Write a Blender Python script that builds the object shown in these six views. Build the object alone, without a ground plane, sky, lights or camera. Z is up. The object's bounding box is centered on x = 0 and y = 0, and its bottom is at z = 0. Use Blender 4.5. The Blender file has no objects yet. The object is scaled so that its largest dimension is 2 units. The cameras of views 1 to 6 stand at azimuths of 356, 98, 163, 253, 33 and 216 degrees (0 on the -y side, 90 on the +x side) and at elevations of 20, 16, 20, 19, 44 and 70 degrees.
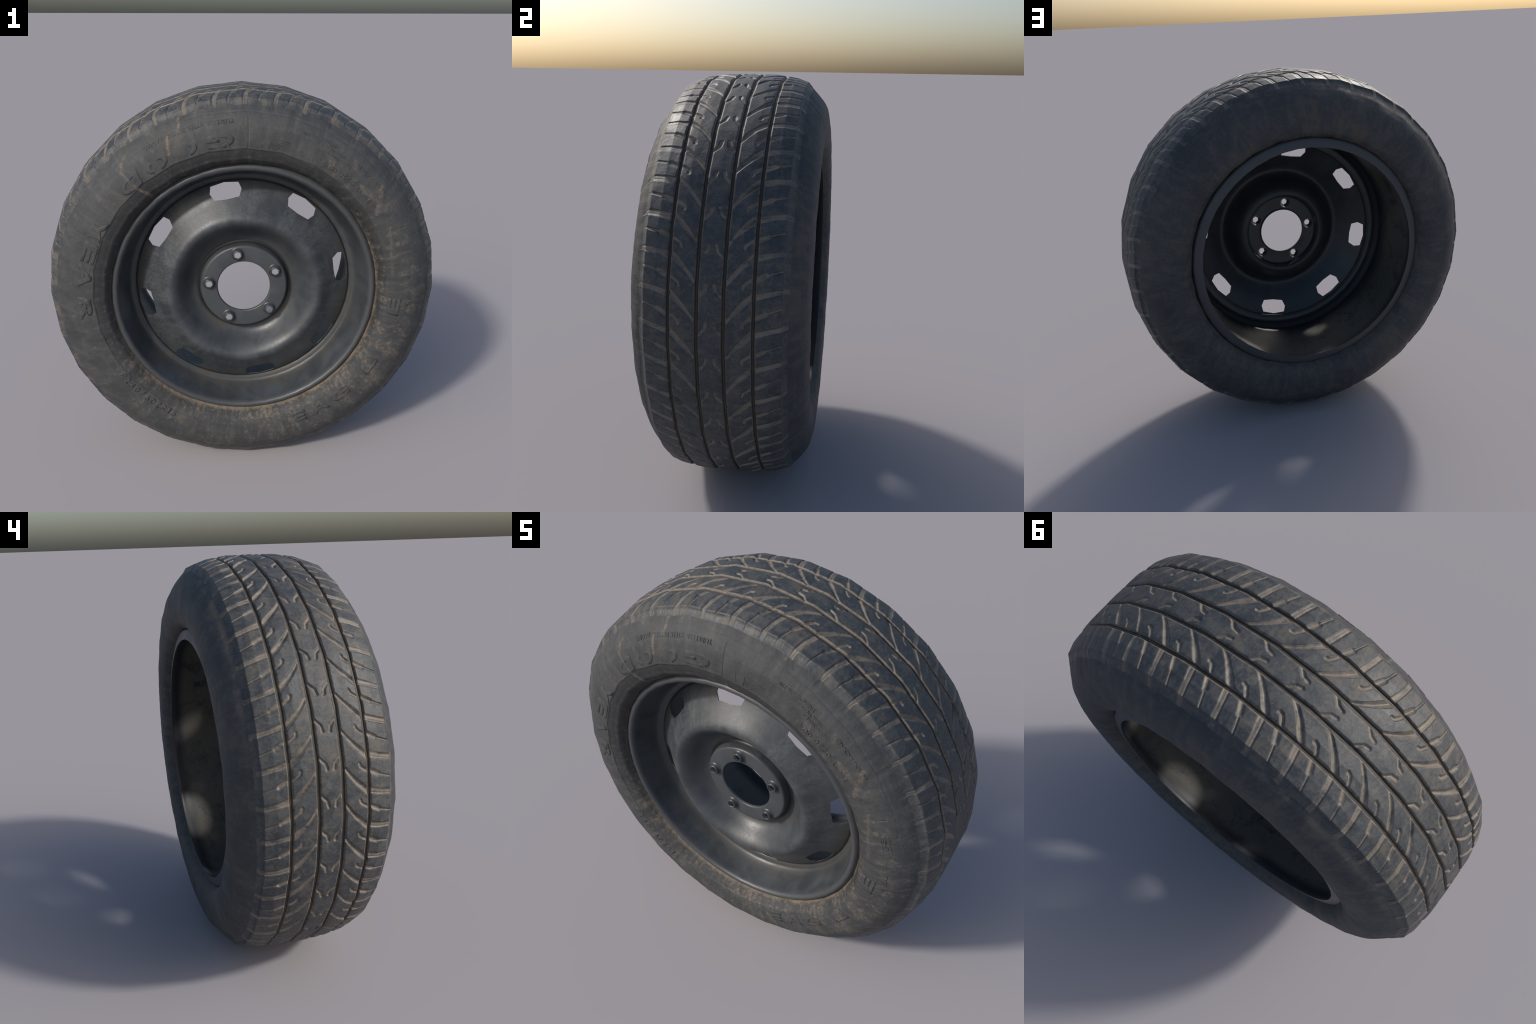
"""A worn car tyre on a black pressed-steel wheel, standing upright.

Frame: wheel axis along y, street side towards -y, wheel centre at z = 1.
Angles are measured clockwise from the top as seen from the street side.
"""
import math
import bpy
import bmesh
import numpy as np
from mathutils import Vector
from mathutils.geometry import delaunay_2d_cdt

CENTRE = Vector((0.0, 0.0, 1.0))
RIM_SHIFT = Vector((-0.0042, 0.0, -0.001))      # the wheel sits a touch off centre in its tyre

# ------------------------------------------------------------------ tyre sizes
SIDES = 28                       # the tyre outline is a 28-sided polygon
PITCHES = 42                     # tread pattern repeats
PER_PITCH = 48
COLS = PITCHES * PER_PITCH
PITCH = 360.0 / PITCHES

# crown profile (y, radius), straight between points
CROWN = [(0.0, 1.0), (0.055, 0.9992), (0.120, 0.9978), (0.170, 0.9905), (0.222, 0.9830),
         (0.272, 0.9660), (0.279, 0.9570), (0.287, 0.9475), (0.297, 0.9360)]
# shoulder to bead, rounded
FLANK = [(0.297, 0.9360), (0.308, 0.9235), (0.324, 0.905), (0.340, 0.885), (0.352, 0.865), (0.360, 0.845),
         (0.3675, 0.81), (0.371, 0.77), (0.3685, 0.735), (0.359, 0.705), (0.343, 0.686),
         (0.318, 0.670), (0.290, 0.657), (0.255, 0.645)]

# tread cuts, one pitch, mirrored left and right: (angle in degrees, |y|) centre lines
LONG_CUT = [(8.0, .0525), (7.5, .0600), (5.60, .084), (3.88, .110), (2.40, .137), (1.25, .160), (.98, .166)]
HOOK_CUT = [(5.95, .166), (6.70, .143), (7.40, .1275), (8.1, .1240)]
NOTCH_CUT = [(2.5, .0560), (0.45, .0205), (-0.85, .0155)]
SIPE_WIDE = [(6.25, .170), (5.06, .211)]
SIPE_THIN = [(5.06, .211), (4.10, .262), (3.70, .285), (3.5, .302)]
CHANNEL = [(1.55, .170), (0.62, .226), (0.16, .268), (0.0, .288), (-.10, .325)]
CHANNEL_EDGE = [(0.95, .170), (0.18, .226), (-0.32, .268), (-0.5, .288), (-.62, .305)]
MAIN_GROOVES = [(0.0525, 0.0075), (0.1665, 0.0070)]          # |y|, half width


def facet(theta):
    """Radius factor that turns a circle into a SIDES-gon with a corner at the top."""
    step = 2 * math.pi / SIDES
    d = np.mod(theta, step) - step / 2
    return math.cos(step / 2) / np.cos(d)


def smooth(a, b, x):
    t = np.clip((x - a) / (b - a), 0, 1)
    return t * t * (3 - 2 * t)


def catmull(points, n):
    p = np.array(points, float)
    p = np.vstack([2 * p[0] - p[1], p, 2 * p[-1] - p[-2]])
    out = []
    for k in range(1, len(p) - 2):
        t = np.linspace(0, 1, 24, endpoint=False)[:, None]
        a, b, c, d = p[k - 1], p[k], p[k + 1], p[k + 2]
        out.append(.5 * (2 * b + (c - a) * t + (2 * a - 5 * b + 4 * c - d) * t ** 2 + (3 * b - a - 3 * c + d) * t ** 3))
    q = np.vstack(out + [p[-2][None]])
    s = np.r_[0, np.cumsum(np.hypot(*np.diff(q, axis=0).T))]
    u = np.linspace(0, s[-1], n)
    return np.stack([np.interp(u, s, q[:, 0]), np.interp(u, s, q[:, 1])], 1)


def half_profile():
    y = []
    for (a, _), (b, _) in zip(CROWN[:-1], CROWN[1:]):
        n = max(2, int(round((b - a) / 0.0028)))
        y += list(np.linspace(a, b, n, endpoint=False))
    cy, cr = zip(*CROWN)
    crown = np.stack([np.array(y), np.interp(y, cy, cr)], 1)
    flank = catmull(FLANK, 96)
    return np.vstack([crown, flank]), len(crown)


def path_distance(px, py, path):
    """Distance in metres from (degrees, y) points to a polyline in the same space."""
    deg = math.pi / 180
    best = np.full(np.broadcast(px, py).shape, 9.0)
    for (a0, y0), (a1, y1) in zip(path[:-1], path[1:]):
        ax, bx = a0 * deg, a1 * deg
        dx, dy = bx - ax, y1 - y0
        qx, qy = px * deg - ax, py - y0
        t = np.clip((qx * dx + qy * dy) / (dx * dx + dy * dy), 0, 1)
        best = np.minimum(best, np.hypot(qx - t * dx, qy - t * dy))
    return best


def cut(px, py, path, half, depth, wall=0.0035):
    d = np.minimum.reduce([path_distance(px + k * PITCH, py, path) for k in (-1, 0, 1)])
    return depth * (1 - smooth(max(0, half - wall * .5), half + wall * .5, d))


def cut_soft(px, py, path, half, depth):
    """A worn cut with sloping walls."""
    d = np.minimum.reduce([path_distance(px + k * PITCH, py, path) for k in (-1, 0, 1)])
    return depth * (1 - smooth(.15 * half, 1.55 * half, d))


def tread_depth(phase, y):
    """How far the tread surface is cut below the crown, at (phase in degrees, y)."""
    ay = np.abs(y)
    near = ay < 0.34
    h = np.zeros(np.broadcast(phase, y).shape)
    for centre, half in MAIN_GROOVES:
        d = np.abs(ay - centre)
        h = np.maximum(h, 0.0080 * (1 - smooth(half - .0026, half + .0014, d)) + 0.0018 * (1 - smooth(half, half + .0052, d)) + 0 * phase)
    taper = 0.0060 + 0.0048 * smooth(.06, .155, ay)
    h = np.maximum(h, cut_soft(phase, ay, LONG_CUT, taper, .0050 + .0022 * smooth(.06, .13, ay)))
    h = np.maximum(h, cut_soft(phase, ay, HOOK_CUT, .0060, .0052))
    h = np.maximum(h, cut_soft(phase, ay, NOTCH_CUT, .0062, .0056))
    h = np.maximum(h, cut_soft(phase, ay, SIPE_WIDE, .0092, .0058))
    fade = 1 - smooth(.286, .306, ay)
    h = np.maximum(h, cut(phase, ay, SIPE_THIN, .0030, .0046, .0042) * fade)
    channel = cut(phase, ay, CHANNEL, .0102, 1.0, .008) * (1 - smooth(.292, .322, ay))
    h = np.maximum(h, .0032 * channel)
    h = np.maximum(h, cut(phase, ay, CHANNEL_EDGE, .0032, .0050, .005) * fade)
    # block ends beyond the shoulder edge are hollowed, the channels between them run through
    hollow = np.where(y < 0, .0036, .0060) * smooth(.271, .281, ay) * (1 - smooth(.285, .320, ay))
    h = np.maximum(h, hollow * (1 - channel))
    return np.where(near, h, 0.0)


# ------------------------------------------------------------------ side marks on the street side
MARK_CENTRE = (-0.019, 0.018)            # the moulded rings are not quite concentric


def side_relief(x, z):
    """Moulded rings and bars on the street-side flank; height outwards."""
    r = np.hypot(x - MARK_CENTRE[0], z - MARK_CENTRE[1])
    th = np.degrees(np.arctan2(x, z))
    h = -0.0030 * (1 - smooth(.7215, .7265, r)) * smooth(.675, .69, r)
    h += -0.0016 * (1 - smooth(.0010, .0034, np.abs(r - .724)))
    h += 0.0012 * (1 - smooth(.001, .004, np.abs(r - .731)))
    ring = (1 - smooth(.0008, .0030, np.abs(r - .8915)))
    h += -0.0016 * ring * np.clip(1.2 * np.sin(np.radians(th * 2 + 40)) + .55, 0, 1)
    rr = np.hypot(x, z)
    for a, r0, r1 in ((1.0, .745, .893), (65.2, .805, .858), (-66.0, .83, .875)):
        d = np.abs((th - a) * math.pi / 180 * rr)
        h += -0.0022 * (1 - smooth(.0010, .0038, d)) * smooth(r0, r0 + .006, rr) * (1 - smooth(r1 - .006, r1, rr))
    return h


# ------------------------------------------------------------------ small helpers
def new_object(name, mesh, parent, location=(0, 0, 0), material=None):
    ob = bpy.data.objects.new(name, mesh)
    bpy.context.scene.collection.objects.link(ob)
    ob.parent = parent
    ob.location = location
    if material is not None and mesh is not None and not mesh.materials:
        mesh.materials.append(material)
    return ob


def grid_mesh(name, co, normals, wrap_cols):
    rows, cols = co.shape[:2]
    me = bpy.data.meshes.new(name)
    idx = np.arange(rows * cols).reshape(rows, cols)
    right = np.roll(idx, -1, axis=1) if wrap_cols else idx[:, 1:]
    left = idx if wrap_cols else idx[:, :-1]
    quads = np.stack([left[:-1], right[:-1], right[1:], left[1:]], -1).reshape(-1, 4)
    me.vertices.add(rows * cols)
    me.vertices.foreach_set("co", co.reshape(-1).astype(np.float32))
    me.loops.add(quads.size)
    me.loops.foreach_set("vertex_index", quads.reshape(-1).astype(np.int32))
    me.polygons.add(len(quads))
    me.polygons.foreach_set("loop_start", np.arange(0, quads.size, 4, dtype=np.int32))
    me.update(calc_edges=True)
    me.polygons.foreach_set("use_smooth", np.ones(len(quads), bool))
    me.normals_split_custom_set_from_vertices(normals.reshape(-1, 3).astype(np.float32))
    me.update()
    return me


def revolve(name, profile, sides, closed, phase=0.0, sharp=40):
    """Lathe an (y, radius) profile about y."""
    p = np.array(profile)
    a = np.radians(phase) + np.arange(sides) * 2 * math.pi / sides
    bm = bmesh.new()
    rings = [[bm.verts.new((r * math.sin(t), y, r * math.cos(t))) for t in a] for y, r in p]
    pairs = list(zip(rings, rings[1:] + ([rings[0]] if closed else [])))
    if not closed:
        pairs = pairs[:len(rings) - 1]
    for ra, rb in pairs:
        for k in range(sides):
            m = (k + 1) % sides
            bm.faces.new((ra[k], ra[m], rb[m], rb[k]))
    bmesh.ops.recalc_face_normals(bm, faces=bm.faces)
    me = bpy.data.meshes.new(name)
    bm.to_mesh(me)
    bm.free()
    me.shade_smooth()
    me.set_sharp_from_angle(angle=math.radians(sharp))
    return me


# ------------------------------------------------------------------ node helpers
class Graph:
    def __init__(self, name):
        self.mat = bpy.data.materials.new(name)
        self.mat.use_nodes = True
        self.t = self.mat.node_tree
        self.t.nodes.clear()
        self.out = self.t.nodes.new("ShaderNodeOutputMaterial")
        self.bsdf = self.t.nodes.new("ShaderNodeBsdfPrincipled")
        self.t.links.new(self.bsdf.outputs[0], self.out.inputs[0])
        self.coord = self.t.nodes.new("ShaderNodeTexCoord").outputs["Object"]
        sep = self.t.nodes.new("ShaderNodeSeparateXYZ")
        self.link(self.coord, sep.inputs[0])
        self.x, self.y, self.z = sep.outputs

    def link(self, a, b):
        self.t.links.new(a, b)

    def put(self, socket, v):
        if isinstance(v, bpy.types.NodeSocket):
            self.link(v, socket)
        elif isinstance(v, (tuple, list)) and socket.type == 'RGBA' and len(v) == 3:
            socket.default_value = (*v, 1)
        else:
            socket.default_value = v

    def m(self, op, a, b=None, c=None, clamp=False):
        n = self.t.nodes.new("ShaderNodeMath")
        n.operation, n.use_clamp = op, clamp
        for s, v in zip(n.inputs, (a, b, c)):
            if v is not None:
                self.put(s, v)
        return n.outputs[0]

    def add(self, a, b): return self.m('ADD', a, b)
    def sub(self, a, b): return self.m('SUBTRACT', a, b)
    def mul(self, a, b): return self.m('MULTIPLY', a, b)

    def step(self, v, a, b, lo=0.0, hi=1.0):
        n = self.t.nodes.new("ShaderNodeMapRange")
        n.interpolation_type = 'SMOOTHSTEP'
        self.put(n.inputs[0], v)
        for k, q in enumerate((a, b, lo, hi)):
            n.inputs[k + 1].default_value = q
        return n.outputs[0]

    def noise(self, scale, detail=4, rough=.55, distort=0.0, vec=None, stretch=None):
        n = self.t.nodes.new("ShaderNodeTexNoise")
        v = vec or self.coord
        if stretch:
            mp = self.t.nodes.new("ShaderNodeMapping")
            mp.inputs["Scale"].default_value = stretch
            self.link(v, mp.inputs[0])
            v = mp.outputs[0]
        self.link(v, n.inputs["Vector"])
        n.inputs["Scale"].default_value = scale
        n.inputs["Detail"].default_value = detail
        n.inputs["Roughness"].default_value = rough
        n.inputs["Distortion"].default_value = distort
        return n.outputs[0]

    def mix(self, f, a, b, blend='MIX'):
        n = self.t.nodes.new("ShaderNodeMix")
        n.data_type, n.blend_type = 'RGBA', blend
        self.put(n.inputs[0], f)
        self.put(n.inputs[6], a)
        self.put(n.inputs[7], b)
        return n.outputs[2]

    def combine(self, x, y, z):
        n = self.t.nodes.new("ShaderNodeCombineXYZ")
        for s, v in zip(n.inputs, (x, y, z)):
            self.put(s, v)
        return n.outputs[0]

    def bump(self, height, strength, distance):
        n = self.t.nodes.new("ShaderNodeBump")
        n.inputs["Strength"].default_value = strength
        n.inputs["Distance"].default_value = distance
        self.link(height, n.inputs["Height"])
        self.link(n.outputs[0], self.bsdf.inputs["Normal"])

    def polar(self):
        """Radius from the axle and clockwise angle from the top (radians)."""
        r = self.m('SQRT', self.add(self.mul(self.x, self.x), self.mul(self.z, self.z)))
        return r, self.m('ARCTAN2', self.x, self.z)

    def segment(self, a, b, width, x=None, z=None):
        """Soft mask along a straight streak between two (x, z) points."""
        x, z = x or self.x, z or self.z
        dx, dz = b[0] - a[0], b[1] - a[1]
        l2 = dx * dx + dz * dz
        qx, qz = self.sub(x, a[0]), self.sub(z, a[1])
        t = self.m('DIVIDE', self.add(self.mul(qx, dx), self.mul(qz, dz)), l2, clamp=True)
        ex, ez = self.sub(qx, self.mul(t, dx)), self.sub(qz, self.mul(t, dz))
        d = self.m('SQRT', self.add(self.mul(ex, ex), self.mul(ez, ez)))
        return self.step(d, width * .3, width, 1.0, 0.0)


RUBBER = (0.056, 0.0595, 0.0625)
RUBBER_DARK = (0.036, 0.0385, 0.0415)
RUBBER_GREY = (0.082, 0.084, 0.084)
DUST = (0.190, 0.152, 0.112)
MUD = (0.096, 0.084, 0.068)


def tread_material():
    g = Graph("dusty_tread_rubber")
    r, th = g.polar()
    ay = g.m('ABSOLUTE', g.y)
    # crown radius at this y, from the same profile the mesh uses
    fc = g.t.nodes.new("ShaderNodeFloatCurve")
    pts = fc.mapping.curves[0].points
    lo, hi = 0.92, 1.0
    span = CROWN[-1][0]
    pts[0].location = (0, (CROWN[0][1] - lo) / (hi - lo))
    pts[1].location = (1, (CROWN[-1][1] - lo) / (hi - lo))
    for yy, rr in CROWN[1:-1]:
        pts.new(yy / span, (rr - lo) / (hi - lo))
    for p in pts:
        p.handle_type = 'VECTOR'
    fc.mapping.update()
    g.link(g.m('DIVIDE', ay, span), fc.inputs["Value"])
    base = g.add(g.mul(fc.outputs[0], hi - lo), lo)
    step = 2 * math.pi / SIDES
    d = g.sub(g.m('FLOORED_MODULO', th, step), step / 2)
    base = g.m('DIVIDE', g.mul(base, math.cos(step / 2)), g.m('COSINE', d))
    depth = g.sub(base, r)

    n_big = g.noise(3.2, 3)
    n_mid = g.noise(13, 6, .65, .5)
    n_fine = g.noise(75, 5, .72)
    n_run = g.noise(1.0, 6, .68, .3, vec=g.combine(g.mul(th, 42), g.mul(g.y, 16), g.mul(r, 10)))

    col = g.mix(g.step(g.add(g.mul(n_mid, .55), g.mul(n_fine, .45)), .38, .60), (.029, .033, .038), (.059, .065, .071))
    col = g.mix(g.mul(g.step(n_run, .48, .68), .50), col, RUBBER_GREY)
    film = g.mul(g.step(g.add(g.mul(n_run, .5), g.add(g.mul(n_mid, .5), g.mul(g.sub(n_fine, .5), .5))), .48, .63), g.step(n_big, .36, .62, .30, .90))
    col = g.mix(film, col, MUD)
    in_cut = g.mul(g.step(depth, .0004, .0018), g.step(depth, .0040, .0060, 1.0, .70))
    in_cut = g.mul(in_cut, g.step(g.add(n_run, g.add(g.mul(n_big, .5), g.mul(n_fine, .5))), .72, 1.10, .10, 1.0))
    on_crown = g.step(ay, .2695, .2735, 1.0, 0.0)
    col = g.mix(g.mul(g.mul(in_cut, on_crown), .74), col, (.225, .188, .146))
    deep = g.step(depth, .0062, .0085)
    col = g.mix(g.mul(deep, on_crown), col, (.040, .033, .026))
    # channels between the shoulder blocks carry dirt down towards the flank
    deg = g.mul(th, 180 / math.pi)
    off = g.m('ABSOLUTE', g.sub(g.m('FLOORED_MODULO', g.add(deg, PITCH / 2), PITCH), PITCH / 2))
    chan = g.mul(g.step(off, .35, 1.0, 1.0, 0.0), g.step(ay, .268, .276))
    chan = g.mul(chan, g.step(g.add(n_run, g.mul(n_fine, .4)), .56, .82, .12, .70))
    chan = g.mul(chan, g.step(g.y, -.1, .1, .45, 1.0))
    col = g.mix(chan, col, DUST)
    for centre, half in MAIN_GROOVES:
        d = g.m('ABSOLUTE', g.sub(ay, centre))
        lip = g.mul(g.step(d, half - .001, half + .001), g.step(d, half + .0055, half + .002))  # sunlit rib edges, painted as a pale line beside each groove
        lip = g.mul(lip, g.step(g.add(n_run, g.mul(n_fine, .5)), .60, .92, .05, .62))
        col = g.mix(lip, col, DUST)
    # dirt packed under the shoulder blocks
    ledge = g.mul(g.step(ay, .280, .290), g.mul(g.step(ay, .2965, .291), g.step(g.add(n_mid, g.mul(n_fine, .4)), .62, .88, .0, .5)))
    col = g.mix(ledge, col, MUD)
    g.link(col, g.bsdf.inputs["Base Color"])
    g.put(g.bsdf.inputs["Roughness"], g.step(n_mid, .3, .75, .48, .68))
    g.bsdf.inputs["Specular IOR Level"].default_value = .5
    g.bump(g.add(g.mul(n_fine, .28), g.add(n_mid, g.mul(n_run, .5))), .38, .006)
    return g.mat


def sidewall_material():
    g = Graph("weathered_sidewall_rubber")
    r, th = g.polar()
    front = g.step(g.y, -.05, .05, 1.0, 0.0)
    n_big = g.noise(2.6, 3, .5)
    n_mid = g.noise(10, 7, .68, .7)
    n_fine = g.noise(60, 6, .74)
    # streaks that run outwards from the bead
    radial = g.noise(1.0, 6, .66, .4, vec=g.combine(g.mul(g.m('SINE', th), 24), g.mul(r, 8.0), g.mul(g.m('COSINE', th), 24)))
    around = g.noise(1.0, 4, .6, .3, vec=g.combine(g.mul(g.m('SINE', th), 3), g.mul(r, 46.0), g.mul(g.m('COSINE', th), 3)))

    col = g.mix(g.step(g.add(g.mul(n_mid, .55), g.mul(n_fine, .45)), .36, .62), RUBBER_DARK, RUBBER)
    col = g.mix(g.mul(g.step(radial, .42, .74), .55), col, RUBBER_GREY)
    col = g.mix(g.mul(g.step(around, .50, .78), .35), col, RUBBER_GREY)

    blot = g.noise(5.5, 5, .62, .8)
    col = g.mix(g.mul(g.step(blot, .47, .64), .45), col, (.030, .033, .038))
    col = g.mix(g.mul(g.step(blot, .45, .33), g.step(front, 0, 1, .55, .25)), col, MUD)
    # shade painted into the recessed band by the rim, strongest where it faces down
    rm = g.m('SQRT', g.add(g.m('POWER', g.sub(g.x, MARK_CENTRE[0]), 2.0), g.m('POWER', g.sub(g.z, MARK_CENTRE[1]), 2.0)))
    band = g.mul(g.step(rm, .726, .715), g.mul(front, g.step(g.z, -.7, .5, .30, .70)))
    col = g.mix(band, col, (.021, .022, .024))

    # more mud low down and on the right
    low = g.step(g.sub(g.mul(g.x, .55), g.mul(g.z, .9)), -.75, .95)
    amount = g.add(g.mul(g.mul(low, .055), front), g.step(front, 0, 1, .055, .024))
    amount = g.add(amount, g.mul(g.step(r, .74, .67), .05))
    mask = g.add(g.add(g.mul(n_mid, .30), g.mul(radial, .36)), g.add(g.mul(n_fine, .42), amount))
    dirt = g.mul(g.step(mask, .585, .73), g.step(front, 0, 1, .66, .38))
    col = g.mix(dirt, col, MUD)
    clots = g.mul(g.step(g.add(mask, g.mul(n_fine, .15)), .73, .83), g.mul(front, .50))
    col = g.mix(clots, col, DUST)

    # dust packed against the rim flange, heavier on the lower right
    r2 = g.m('SQRT', g.add(g.m('POWER', g.add(g.x, .004), 2.0), g.m('POWER', g.z, 2.0)))
    wob = g.mul(g.sub(radial, .5), .026)
    bead = g.step(g.sub(g.add(r2, wob), g.mul(low, .007)), .659, .671, 1.0, 0.0)
    bead = g.mul(bead, g.step(g.add(low, g.mul(g.sub(n_big, .5), .8)), .22, .62, .25, 1.0))
    bead = g.mul(bead, g.step(front, 0, 1, .22, .85))
    col = g.mix(bead, col, DUST)

    # dried trickles and a crack line on the upper left of the street side, a splat on the right
    wx = g.add(g.x, g.mul(g.sub(n_mid, .5), .05))
    wz = g.add(g.z, g.mul(g.sub(g.noise(10, 3, .6, .2, stretch=(1, 1, 1.3)), .5), .04))
    marks = None
    for a, b, w, s in (((-.560, .700), (-.572, .640), .009, .5), ((-.572, .640), (-.520, .580), .010, .6),
                       ((-.520, .580), (-.440, .520), .011, .8), ((-.440, .520), (-.360, .575), .009, .5),
                       ((-.305, .875), (-.306, .825), .009, .9), ((-.352, .800), (-.350, .715), .008, .75),
                       ((.545, .560), (.640, .470), .020, .45), ((.650, .560), (.625, .430), .014, .6),
                       ((.741, .275), (.741, .270), .016, .9), ((.700, .360), (.725, .100), .010, .35)):
        k = g.mul(g.segment(a, b, w, wx, wz), s)
        marks = k if marks is None else g.m('MAXIMUM', marks, k)
    marks = g.mul(g.mul(marks, front), g.step(g.add(n_fine, n_mid), .80, 1.2, .12, .85))
    col = g.mix(marks, col, DUST)
    # rear: one faint crack
    rear = g.mul(g.segment((.640, .560), (.520, .470), .008, wx, wz), g.mul(g.sub(1.0, front), .35))
    col = g.mix(rear, col, MUD)
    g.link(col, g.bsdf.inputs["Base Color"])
    g.put(g.bsdf.inputs["Roughness"], g.step(n_mid, .3, .75, .58, .76))
    g.bsdf.inputs["Specular IOR Level"].default_value = .40
    g.bump(g.add(g.mul(n_fine, .6), g.add(n_mid, g.mul(radial, .5))), .55, .006)
    return g.mat


def steel_material(name, barrel=False):
    g = Graph(name)
    r, th = g.polar()
    n_big = g.noise(3.0, 3, .5)
    n_mid = g.noise(9, 6, .62, .5)
    n_fine = g.noise(80, 5, .74)
    spokes = g.noise(1.0, 4, .6, .3, vec=g.combine(g.mul(g.m('SINE', th), 12), g.mul(r, 3.0), g.mul(g.m('COSINE', th), 12)))
    col = g.mix(g.step(n_mid, .30, .70), (.033, .038, .044), (.051, .058, .066))
    col = g.mix(g.mul(g.step(g.add(g.mul(spokes, .5), g.mul(n_fine, .5)), .45, .68), .5), col, (.066, .073, .077))
    dirt_noise = g.add(g.mul(n_mid, .7), g.mul(n_fine, .3))
    low = g.step(g.z, .45, -.45)
    if barrel:
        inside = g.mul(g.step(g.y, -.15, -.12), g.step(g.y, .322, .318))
        col = g.mix(inside, col, (.021, .0235, .028))  # base tinted bluish for skylight falling on the barrel floor
        band = g.step(r, .545, .575)
        ring = g.mul(g.step(g.y, -.24, -.17), g.sub(1.0, inside))
        dirt = g.mul(ring, g.step(g.add(dirt_noise, g.mul(low, .12)), .52, .68, .0, .7))
        col = g.mix(dirt, col, (.050, .045, .036))
        deep = g.mul(g.mul(inside, g.mul(g.step(g.y, .30, .24), g.step(g.y, -.08, .06))), g.step(g.add(g.mul(n_mid, .65), g.mul(n_fine, .4)), .38, .53, .0, .95))
        col = g.mix(deep, col, (.088, .082, .068))
        col = g.mix(g.mul(g.step(r, .5615, .5565), .85), col, (.010, .010, .010))  # band side of the disc gap, blackened like occlusion
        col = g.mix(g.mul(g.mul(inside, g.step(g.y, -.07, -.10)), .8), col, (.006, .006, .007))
        lip = g.step(g.m('ABSOLUTE', g.y), .296, .312)
        col = g.mix(g.mul(lip, .75), col, (.054, .058, .064))
    else:
        pale = g.mul(g.step(g.add(g.mul(spokes, .25), g.add(g.mul(n_mid, .25), g.mul(n_fine, .65))), .54, .72), g.step(r, .34, .40))
        col = g.mix(g.mul(pale, .5), col, (.104, .116, .120))
        outer = g.step(r, .42, .545)
        groove = g.mul(g.step(r, .222, .235), g.step(r, .25, .335, 1.0, 0.0))
        m = g.add(dirt_noise, g.mul(g.m('MAXIMUM', outer, groove), .16))
        m = g.add(m, g.mul(low, .05))
        dirt = g.mul(g.step(m, .64, .80), g.m('MAXIMUM', g.mul(outer, .75), g.mul(groove, .80)))
        col = g.mix(dirt, col, (.052, .046, .035))
        col = g.mix(g.mul(g.step(n_fine, .46, .72), .25), col, (.028, .030, .033))
        seam = g.m('MAXIMUM', g.step(r, .5435, .5535), g.mul(g.step(r, .2255, .231), g.step(r, .2525, .240)))  # contact shadow drawn into the colour at disc edge and hub groove
        col = g.mix(g.mul(seam, .85), col, (.010, .010, .010))
        plate = g.step(r, .214, .222, 1.0, 0.0)
        col = g.mix(g.mul(plate, .8), col, (.052, .057, .063))
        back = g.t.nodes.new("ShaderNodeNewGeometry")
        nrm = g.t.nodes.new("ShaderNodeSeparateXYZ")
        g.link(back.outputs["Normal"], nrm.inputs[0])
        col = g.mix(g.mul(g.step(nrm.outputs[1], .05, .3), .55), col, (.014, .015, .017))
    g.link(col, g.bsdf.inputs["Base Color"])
    g.put(g.bsdf.inputs["Roughness"], g.m('MAXIMUM', g.step(n_mid, .3, .75, .36, .52), g.mul(inside, .52)) if barrel else g.step(g.add(g.mul(n_mid, .6), g.mul(n_fine, .4)), .36, .64, .36, .50))
    g.bsdf.inputs["Specular IOR Level"].default_value = .5
    g.bump(g.add(g.mul(n_fine, .5), n_mid), .20, .004)
    return g.mat


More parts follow.
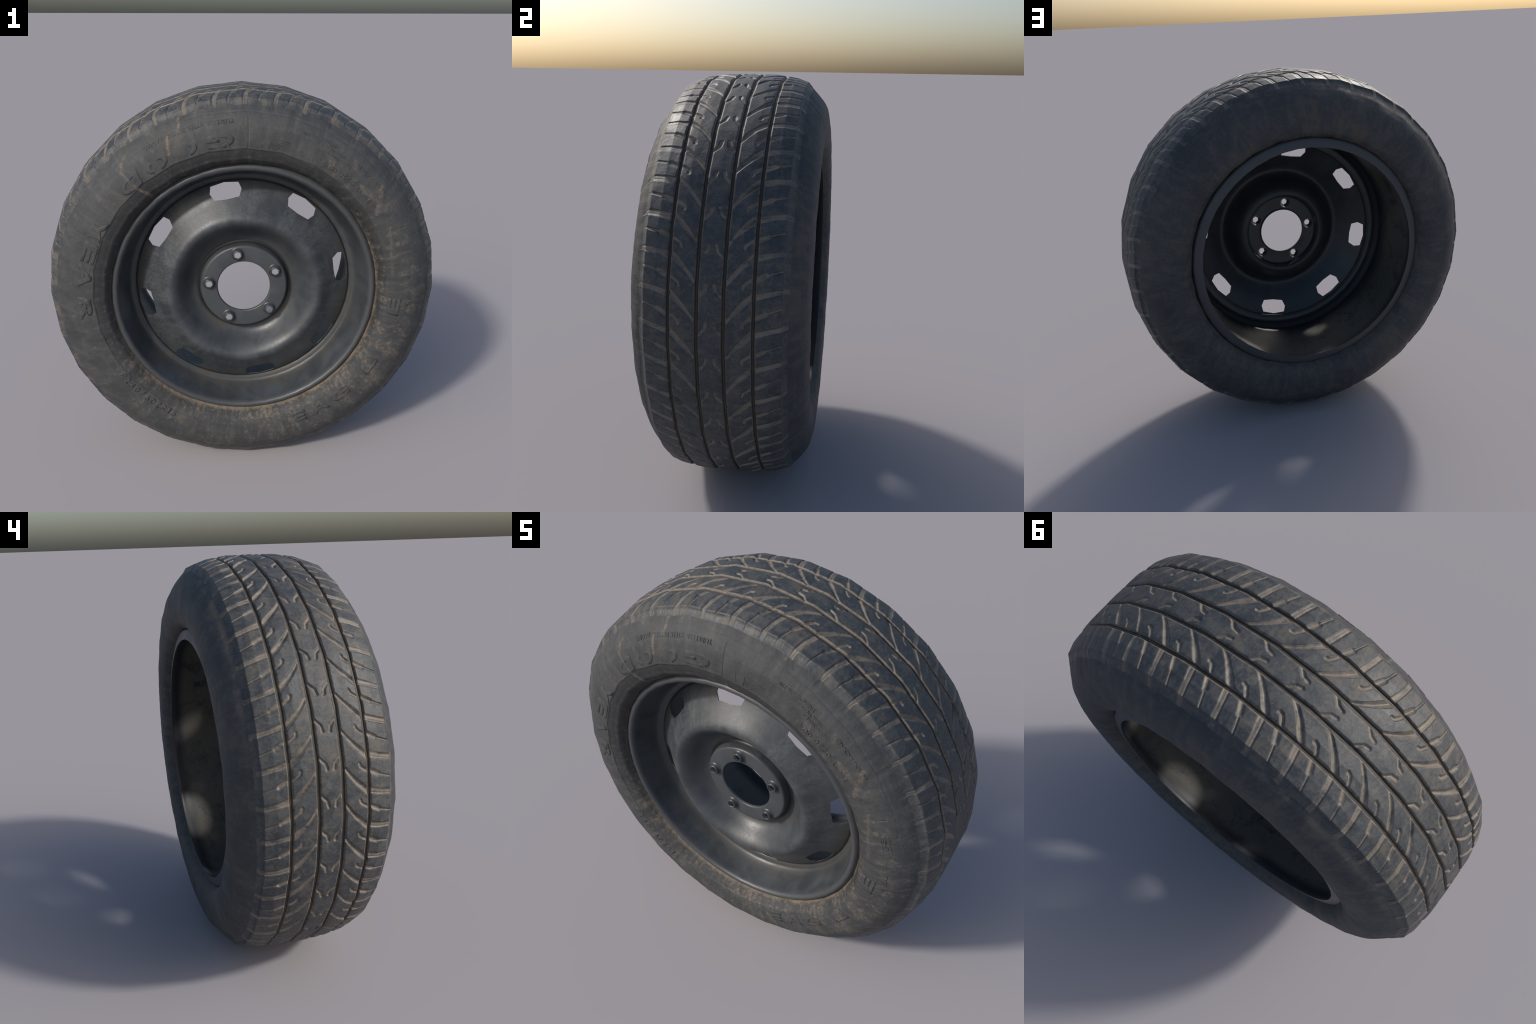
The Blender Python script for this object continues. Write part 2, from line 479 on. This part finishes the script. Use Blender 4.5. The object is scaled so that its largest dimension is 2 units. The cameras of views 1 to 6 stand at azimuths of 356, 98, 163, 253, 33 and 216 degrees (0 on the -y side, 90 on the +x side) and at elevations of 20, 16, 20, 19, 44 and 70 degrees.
# ------------------------------------------------------------------ tyre
def build_tyre(parent, mat_tread, mat_side):
    half, n_crown = half_profile()
    y = np.r_[-half[::-1, 0], half[1:, 0]]
    r = np.r_[half[::-1, 1], half[1:, 1]]
    rows = len(y)
    mid = len(half) - 1
    theta = np.arange(COLS) * 2 * math.pi / COLS

    # profile normals (pointing out of the rubber)
    ty, tr = np.gradient(y), np.gradient(r)
    ln = np.hypot(ty, tr)
    ny, nr = -tr / ln, ty / ln

    phase = np.degrees(theta[:PER_PITCH])[None, :]
    pattern = tread_depth(phase, y[:, None])
    relief = -np.tile(pattern, (1, PITCHES))
    # worn unevenly: shallow cuts fade in places, the main grooves stay open
    tt, yv = theta[None, :], y[:, None]
    worn = .80 + .22 * np.sin(3 * tt + 9 * yv + .7) * np.sin(8 * tt - 21 * yv) + .16 * np.sin(19 * tt + 40 * yv) * np.sin(31 * tt - 13 * yv + 2)
    groove = np.minimum.reduce([np.abs(np.abs(yv) - c) - w for c, w in MAIN_GROOVES])
    relief = relief * np.where(groove < .001, 1.0, np.clip(worn, .55, 1.12))
    # cuts go straight down into the crown, so lean the push towards radial there
    lean = smooth(.24, .30, np.abs(y))
    py, pr = ny * lean, np.where(lean < 1, 1 - lean + nr * lean, nr)
    # uneven wear of the crown and a slightly lumpy flank
    t, yy = theta[None, :], y[:, None]
    wear = (np.sin(9 * t + 31 * yy) * np.sin(23 * t - 17 * yy + 1) + .6 * np.sin(61 * t + 47 * yy) * np.sin(37 * t - 66 * yy))
    flank = smooth(.26, .32, np.abs(yy))
    relief = relief + wear * (.0004 + .0006 * flank)

    def positions(k, gain=1.0):
        rr = (r[:, None] + relief * gain * pr[:, None]) * k
        yo = yy + relief * gain * py[:, None]
        return np.stack([rr * np.sin(t), np.broadcast_to(yo, rr.shape), rr * np.cos(t)], -1)

    round_co = positions(np.ones_like(t))
    side = np.where(yy < -.30, side_relief(round_co[..., 0], round_co[..., 2]), 0.0)
    relief = relief + side
    # the cuts are shaded as if their walls were a little steeper than they are
    steep = 1.0 + .85 * (1 - smooth(.30, .345, np.abs(yy)))
    round_co = positions(np.ones_like(t), steep)
    low = 1.0 - .45 * smooth(.19, .24, np.abs(yy)) * (1 - smooth(.31, .34, np.abs(yy)))
    co = positions(facet(t), low)

    # smooth normals come from the round tyre, so the facets only show in the outline
    dth = np.roll(round_co, -1, 1) - np.roll(round_co, 1, 1)
    ds = np.gradient(round_co, axis=0)
    nor = np.cross(dth, ds)
    nor /= np.linalg.norm(nor, axis=-1, keepdims=True)
    if (nor[mid] * round_co[mid]).sum() < 0:
        nor = -nor

    a, b = mid - n_crown, mid + n_crown
    parts = (("tread", a, b + 1, mat_tread), ("sidewall", 0, a + 1, mat_side), ("sidewall", b, rows, mat_side))
    for name, i, j, mat in parts:
        me = grid_mesh(name, co[i:j], nor[i:j], True)
        new_object(name, me, parent, CENTRE, mat)
    return half


def flank_point(half, radius, th, lift):
    """Point on the street-side flank at a radius and angle, lifted off the rubber."""
    order = np.argsort(half[:, 1])
    rs, ys = half[order, 1], half[order, 0]
    yy = np.interp(radius, rs, ys)
    e = .004
    slope = (np.interp(radius + e, rs, ys) - np.interp(radius - e, rs, ys)) / (2 * e)
    n = np.array([-1.0, -slope]) / math.hypot(1, slope)      # (y, r) outward on the -y side
    x, z = radius * math.sin(th), radius * math.cos(th)
    base = float(side_relief(np.array([x]), np.array([z]))[0])
    lift = lift + base
    rr = (radius + n[1] * lift) * float(facet(np.array([th]))[0])
    return Vector((rr * math.sin(th), -yy + n[0] * lift, rr * math.cos(th)))


def letter_shape(text, bold=.012):
    """Flat outline of a piece of text as triangles, scaled to a unit box."""
    cu = bpy.data.curves.new("letter_outline", 'FONT')
    cu.body = text
    cu.resolution_u = 4
    cu.offset = bold
    ob = bpy.data.objects.new("letter_outline", cu)
    bpy.context.scene.collection.objects.link(ob)
    bpy.context.view_layer.update()
    me = bpy.data.meshes.new_from_object(ob.evaluated_get(bpy.context.evaluated_depsgraph_get()))
    bpy.data.objects.remove(ob)
    bpy.data.curves.remove(cu)
    bm = bmesh.new()
    bm.from_mesh(me)
    bpy.data.meshes.remove(me)
    bmesh.ops.remove_doubles(bm, verts=bm.verts, dist=1e-5)
    co = np.array([v.co[:] for v in bm.verts])
    lo, hi = co.min(0), co.max(0)
    for v in bm.verts:
        v.co.x = (v.co.x - lo[0]) / (hi[0] - lo[0])
        v.co.y = (v.co.y - lo[1]) / (hi[1] - lo[1])
    return bm


def add_letters(target, half, text, th0, th1, r_top, r_foot, height, slant=0.0):
    """Raise text on the flank. It reads anticlockwise with the letter tops towards the axle."""
    bm = letter_shape(text, .045 if len(text) == 1 and th0 - th1 > 4 else .012)
    flat = list(bm.faces)
    # finer triangles so that wide letters follow the curve of the flank
    if th0 - th1 > 3:
        bmesh.ops.subdivide_edges(bm, edges=bm.edges, cuts=2, use_grid_fill=True)
    top = list(bm.faces)
    ext = bmesh.ops.extrude_face_region(bm, geom=top)
    upper = {v for v in ext["geom"] if isinstance(v, bmesh.types.BMVert)}
    mid_u, mid_v = .5, .5
    for v in bm.verts:
        u, w = v.co.x, v.co.y
        lift = height if v in upper else -.002
        if v in upper:
            pass
        th = th0 + (th1 - th0) * (u + slant * (w - .5))
        rad = r_foot + (r_top - r_foot) * w
        v.co = flank_point(half, rad, math.radians(th), lift)
    bmesh.ops.recalc_face_normals(bm, faces=bm.faces)
    me = bpy.data.meshes.new("tmp")
    bm.to_mesh(me)
    bm.free()
    target.from_mesh(me)
    bpy.data.meshes.remove(me)


def add_bar(target, half, a, b, width, height):
    """A raised bar on the flank between two (angle, radius) points."""
    n = 10
    rows = []
    for k in range(n + 1):
        f = k / n
        th, rad = a[0] + (b[0] - a[0]) * f, a[1] + (b[1] - a[1]) * f
        dth, dr = math.radians(b[0] - a[0]) * rad, b[1] - a[1]
        l = math.hypot(dth, dr)
        px, pr = -dr / l * width / 2, dth / l * width / 2
        row = []
        for side, lift in ((-1.35, -.002), (-.8, height), (.8, height), (1.35, -.002)):
            row.append(target.verts.new(flank_point(half, rad + pr * side, math.radians(th) + px * side / rad, lift)))
        rows.append(row)
    for r0, r1 in zip(rows[:-1], rows[1:]):
        for k in range(3):
            target.faces.new((r0[k], r0[k + 1], r1[k + 1], r1[k]))
    target.faces.new(rows[0])
    target.faces.new(list(reversed(rows[-1])))


def build_lettering(parent, half, mat):
    def finish(name, bm, angle=35):
        bmesh.ops.recalc_face_normals(bm, faces=bm.faces)
        me = bpy.data.meshes.new(name)
        bm.to_mesh(me)
        bm.free()
        new_object(name, me, parent, CENTRE, mat)

    bm = bmesh.new()
    for k, (ch, a, b) in enumerate((("G", -3.6, -12.8), ("O", -16.2, -25.0), ("O", -26.8, -35.2), ("D", -38.0, -46.5),
                     ("Y", -57.8, -66.4), ("E", -67.4, -75.2), ("A", -75.8, -84.8), ("R", -88.4, -97.6))):
        add_letters(bm, half, ch, a, b, .758, .824, .0004 if k < 4 else .0015, .10)
    for ch, a, b in (("E", 162.5, 155.0), ("A", 152.5, 144.5), ("G", 142.5, 134.5), ("L", 125.5, 118.0), ("E", 98.5, 91.5)):
        add_letters(bm, half, ch, a, b, .722, .782, .0018, .10)
    finish("raised_lettering", bm)

    bm = bmesh.new()
    a = -122.4
    for ch in "P240/60ZR16":
        w = 1.1 if ch == "1" else 2.0
        add_letters(bm, half, ch, a, a - w, .739, .772, .0016, .12)
        a -= w + .68
    for text, t0, t1, rt, rf in (("TUBELESS  STEEL BELTED RADIAL", -3.4, -32.0, .8670, .8840),
                                 ("TREADWEAR 220", 29.5, 18.0, .852, .865), ("TRACTION A", 33.5, 24.5, .832, .845),
                                 ("TEMPERATURE A", 38.0, 27.5, .812, .825),
                                 ("DOT 0220 004", 50.0, 28.5, .755, .778),
                                 ("MAX LOAD", 51.5, 38.0, .838, .852),
                                 ("RADIAL", 94.5, 87.0, .812, .826), ("TYPE", 84.0, 79.5, .818, .832),
                                 ("PSI", 76.0, 71.0, .816, .830)):
        add_letters(bm, half, text, t0, t1, rt, rf, .0015)
    for p, q in (((78.3, .808), (85.4, .808)), ((78.3, .842), (85.4, .842)), ((85.4, .808), (85.4, .842)),
                 ((69.6, .808), (77.0, .808)), ((69.6, .842), (77.0, .842)), ((69.6, .808), (69.6, .842)),
                 ((5.3, .756), (5.3, .804)), ((8.3, .756), (8.3, .800)), ((9.6, .748), (15.0, .800)),
                 ((9.5, .770), (14.0, .800))):
        add_bar(bm, half, p, q, .0035, .0011)
    finish("fine_lettering", bm)


# ------------------------------------------------------------------ steel wheel
RIM_SIDES = 48
RIM_TURN = -9.9
BARREL = [  # (y, radius), all round the cross-section of the rolled steel band
    (-.3050, .6675), (-.3135, .6600), (-.3200, .6540), (-.3225, .6465), (-.3205, .6385), (-.3140, .6320),
    (-.3020, .6275), (-.2800, .6235), (-.2400, .6150), (-.2000, .6020), (-.1800, .5935), (-.1700, .5870),
    (-.1655, .5820), (-.1635, .5760), (-.1585, .5560), (-.1560, .5545), (-.1500, .5550), (-.1490, .5640),
    (-.1500, .5860), (-.1430, .5935), (-.1300, .5980), (-.1160, .6080), (-.1050, .6220), (-.0960, .6290),
    (-.0700, .6310), (.1000, .6330), (.2600, .6350), (.2950, .6330), (.3120, .6240), (.3290, .6120),
    (.3325, .6128), (.3320, .6200), (.3285, .6400), (.3250, .6540), (.3215, .6610), (.3100, .6660),
    (.2850, .6660), (.2500, .6480), (.0000, .6420), (-.2500, .6480), (-.2850, .6660)]

DISC = [  # (y, radius) from the hub plate out to the seam with the band
    (-.2155, .2120), (-.2140, .2180), (-.2090, .2225), (-.2000, .2250), (-.1880, .2270), (-.1760, .2300),
    (-.1705, .2350), (-.1680, .2410), (-.1690, .2500), (-.1725, .2610), (-.1790, .2730), (-.1905, .2860),
    (-.2050, .2980), (-.2220, .3100), (-.2400, .3220), (-.2555, .3340), (-.2670, .3450), (-.2755, .3560),
    (-.2800, .3650), (-.2815, .3740), (-.2795, .3840), (-.2735, .3950), (-.2630, .4085), (-.2500, .4240),
    (-.2370, .4400), (-.2245, .4560), (-.2100, .4740), (-.1860, .5130),
    (-.1660, .5460), (-.1590, .5560)]
HUB_Y = -.2155


def bolt_places():
    return [math.radians(-10.2 + 72 * k) for k in range(5)]


def build_disc(parent, mat):
    bm = bmesh.new()
    step = 2 * math.pi / RIM_SIDES
    turn = math.radians(RIM_TURN)
    rows = []
    n = len(DISC)
    row_in, row_mid, row_out = n - 4, n - 3, n - 2
    for i, (y, r) in enumerate(DISC):
        ring = []
        for k in range(RIM_SIDES):
            col = (k + 3) % 6 - 3                      # 0 on a window's middle line
            rr, th, yy = r, turn + k * step, y
            if i == row_in:
                rr = {0: .4715, 1: .4790, -1: .4790}.get(col, r)
            elif i == row_mid and abs(col) == 1:
                th += col * math.radians(1.55)
            elif i == row_out:
                rr = {0: .5500, 1: .5440, -1: .5440}.get(col, r)
            yy += (rr - r) * .57
            ring.append(bm.verts.new((rr * math.sin(th), yy, rr * math.cos(th))))
        rows.append(ring)
    for i in range(n - 1):
        for k in range(RIM_SIDES):
            col = (k + 3) % 6 - 3
            if i in (row_in, row_mid) and col in (-1, 0):
                continue                               # hand hole
            m = (k + 1) % RIM_SIDES
            bm.faces.new((rows[i][k], rows[i][m], rows[i + 1][m], rows[i + 1][k]))
    loose = [v for v in bm.verts if not v.link_faces]
    # hub plate with its five bolt holes, and the rolled edge of the centre bore
    bore = [(HUB_Y, .1425), (-.2140, .1385), (-.2095, .1358), (-.2020, .1350)]
    pts, edges = [], []

    def ring2d(cx, cz, r, count, phase=0.0):
        s = len(pts)
        for k in range(count):
            a = phase + 2 * math.pi * k / count
            pts.append(Vector((cx + r * math.sin(a), cz + r * math.cos(a))))
            edges.append((s + k, s + (k + 1) % count))
        return s
    outer_r = DISC[0][1]
    ring2d(0, 0, outer_r, RIM_SIDES, turn)
    ring2d(0, 0, bore[0][1], RIM_SIDES, turn)
    holes = [(.1810 * math.sin(a), .1810 * math.cos(a)) for a in bolt_places()]
    for cx, cz in holes:
        ring2d(cx, cz, .0322, 16)
    vs, _, fs, orig, _, _ = delaunay_2d_cdt(pts, edges, [], 0, 1e-6)
    plate = []
    for v in vs:
        plate.append(bm.verts.new((v[0], HUB_Y, v[1])))
    for f in fs:
        c = sum((vs[i] for i in f), Vector((0, 0))) / len(f)
        if c.length < bore[0][1] * .99 or c.length > outer_r:
            continue
        if any((c - Vector(h)).length < .0316 for h in holes):
            continue
        bm.faces.new([plate[i] for i in f])
    prev = None
    for y, r in bore:
        ring = [bm.verts.new((r * math.sin(turn + k * step), y, r * math.cos(turn + k * step))) for k in range(RIM_SIDES)]
        if prev:
            for k in range(RIM_SIDES):
                m = (k + 1) % RIM_SIDES
                bm.faces.new((prev[k], prev[m], ring[m], ring[k]))
        prev = ring
    bmesh.ops.delete(bm, geom=[v for v in bm.verts if not v.link_faces], context='VERTS')
    bmesh.ops.remove_doubles(bm, verts=bm.verts, dist=2e-4)
    bmesh.ops.recalc_face_normals(bm, faces=bm.faces)
    # face the street
    lead = max(bm.faces, key=lambda f: f.calc_area())
    if lead.normal.y > 0:
        bmesh.ops.reverse_faces(bm, faces=bm.faces)
    me = bpy.data.meshes.new("wheel_disc")
    bm.to_mesh(me)
    bm.free()
    me.shade_smooth()
    ob = new_object("wheel_disc", me, parent, CENTRE + RIM_SHIFT, mat)
    mod = ob.modifiers.new("sheet", 'SOLIDIFY')
    mod.thickness, mod.offset = .0045, -1.0
    ob.modifiers.new("edges", 'EDGE_SPLIT').split_angle = math.radians(55)
    return ob


def build_sockets(disc, mat):
    """Pressed bolt collars: a round cone outside, a hexagonal bore inside."""
    n = 24

    def circle(k):
        return 1.0

    def hexagon(k):
        a = (k * 2 * math.pi / n) % (math.pi / 3) - math.pi / 6
        return math.cos(math.pi / 6) / math.cos(a)
    rings = [(.0010, .0345, circle), (.0032, .0312, circle), (.0075, .0283, circle), (.0150, .0262, circle), (.0185, .0244, circle),
             (.0205, .0222, circle), (.0208, .0198, hexagon), (.0195, .0184, hexagon), (.0165, .0184, hexagon), (.0120, .0225, hexagon),
             (.0040, .0275, circle), (-.0046, .0312, circle), (-.0052, .0335, circle)]
    bm = bmesh.new()
    rows = []
    for h, r, f in rings:
        rows.append([bm.verts.new((r * f(k) * math.sin(2 * math.pi * k / n), -h, r * f(k) * math.cos(2 * math.pi * k / n))) for k in range(n)])
    for ra, rb in zip(rows[:-1], rows[1:]):
        for k in range(n):
            m = (k + 1) % n
            bm.faces.new((ra[k], ra[m], rb[m], rb[k]))
    bmesh.ops.recalc_face_normals(bm, faces=bm.faces)
    me = bpy.data.meshes.new("bolt_socket")
    bm.to_mesh(me)
    bm.free()
    me.shade_smooth()
    me.set_sharp_from_angle(angle=math.radians(42))
    me.materials.append(mat)
    for a in bolt_places():
        ob = new_object("bolt_socket", me, disc, (.1810 * math.sin(a), HUB_Y, .1810 * math.cos(a)))
        ob.rotation_euler = (0, a, 0)


def socket_material():
    g = Graph("bolt_collar_steel")
    n = g.noise(40, 4)
    r, _ = g.polar()
    bore = g.mul(g.step(r, .0262, .0238), g.step(g.y, -.0190, -.0150))  # mask for the bore, coloured near black to show it in shade
    col = g.mix(g.step(n, .35, .7), (.034, .038, .042), (.052, .056, .059))
    g.link(g.mix(bore, col, (.010, .011, .012)), g.bsdf.inputs["Base Color"])
    g.bsdf.inputs["Roughness"].default_value = .38
    g.bump(n, .1, .002)
    return g.mat


def main():
    root = bpy.data.objects.new("car_wheel", None)
    bpy.context.scene.collection.objects.link(root)
    root["label"] = "worn dusty tyre on a black pressed steel car wheel"
    root["category"] = "car wheel"
    root.empty_display_size = .3

    tyre = new_object("tyre", None, root)
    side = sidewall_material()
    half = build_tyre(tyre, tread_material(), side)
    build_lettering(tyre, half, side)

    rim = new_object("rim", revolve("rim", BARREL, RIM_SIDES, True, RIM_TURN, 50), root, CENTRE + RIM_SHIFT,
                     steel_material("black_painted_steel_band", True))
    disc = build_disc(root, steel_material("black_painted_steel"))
    build_sockets(disc, socket_material())


main()
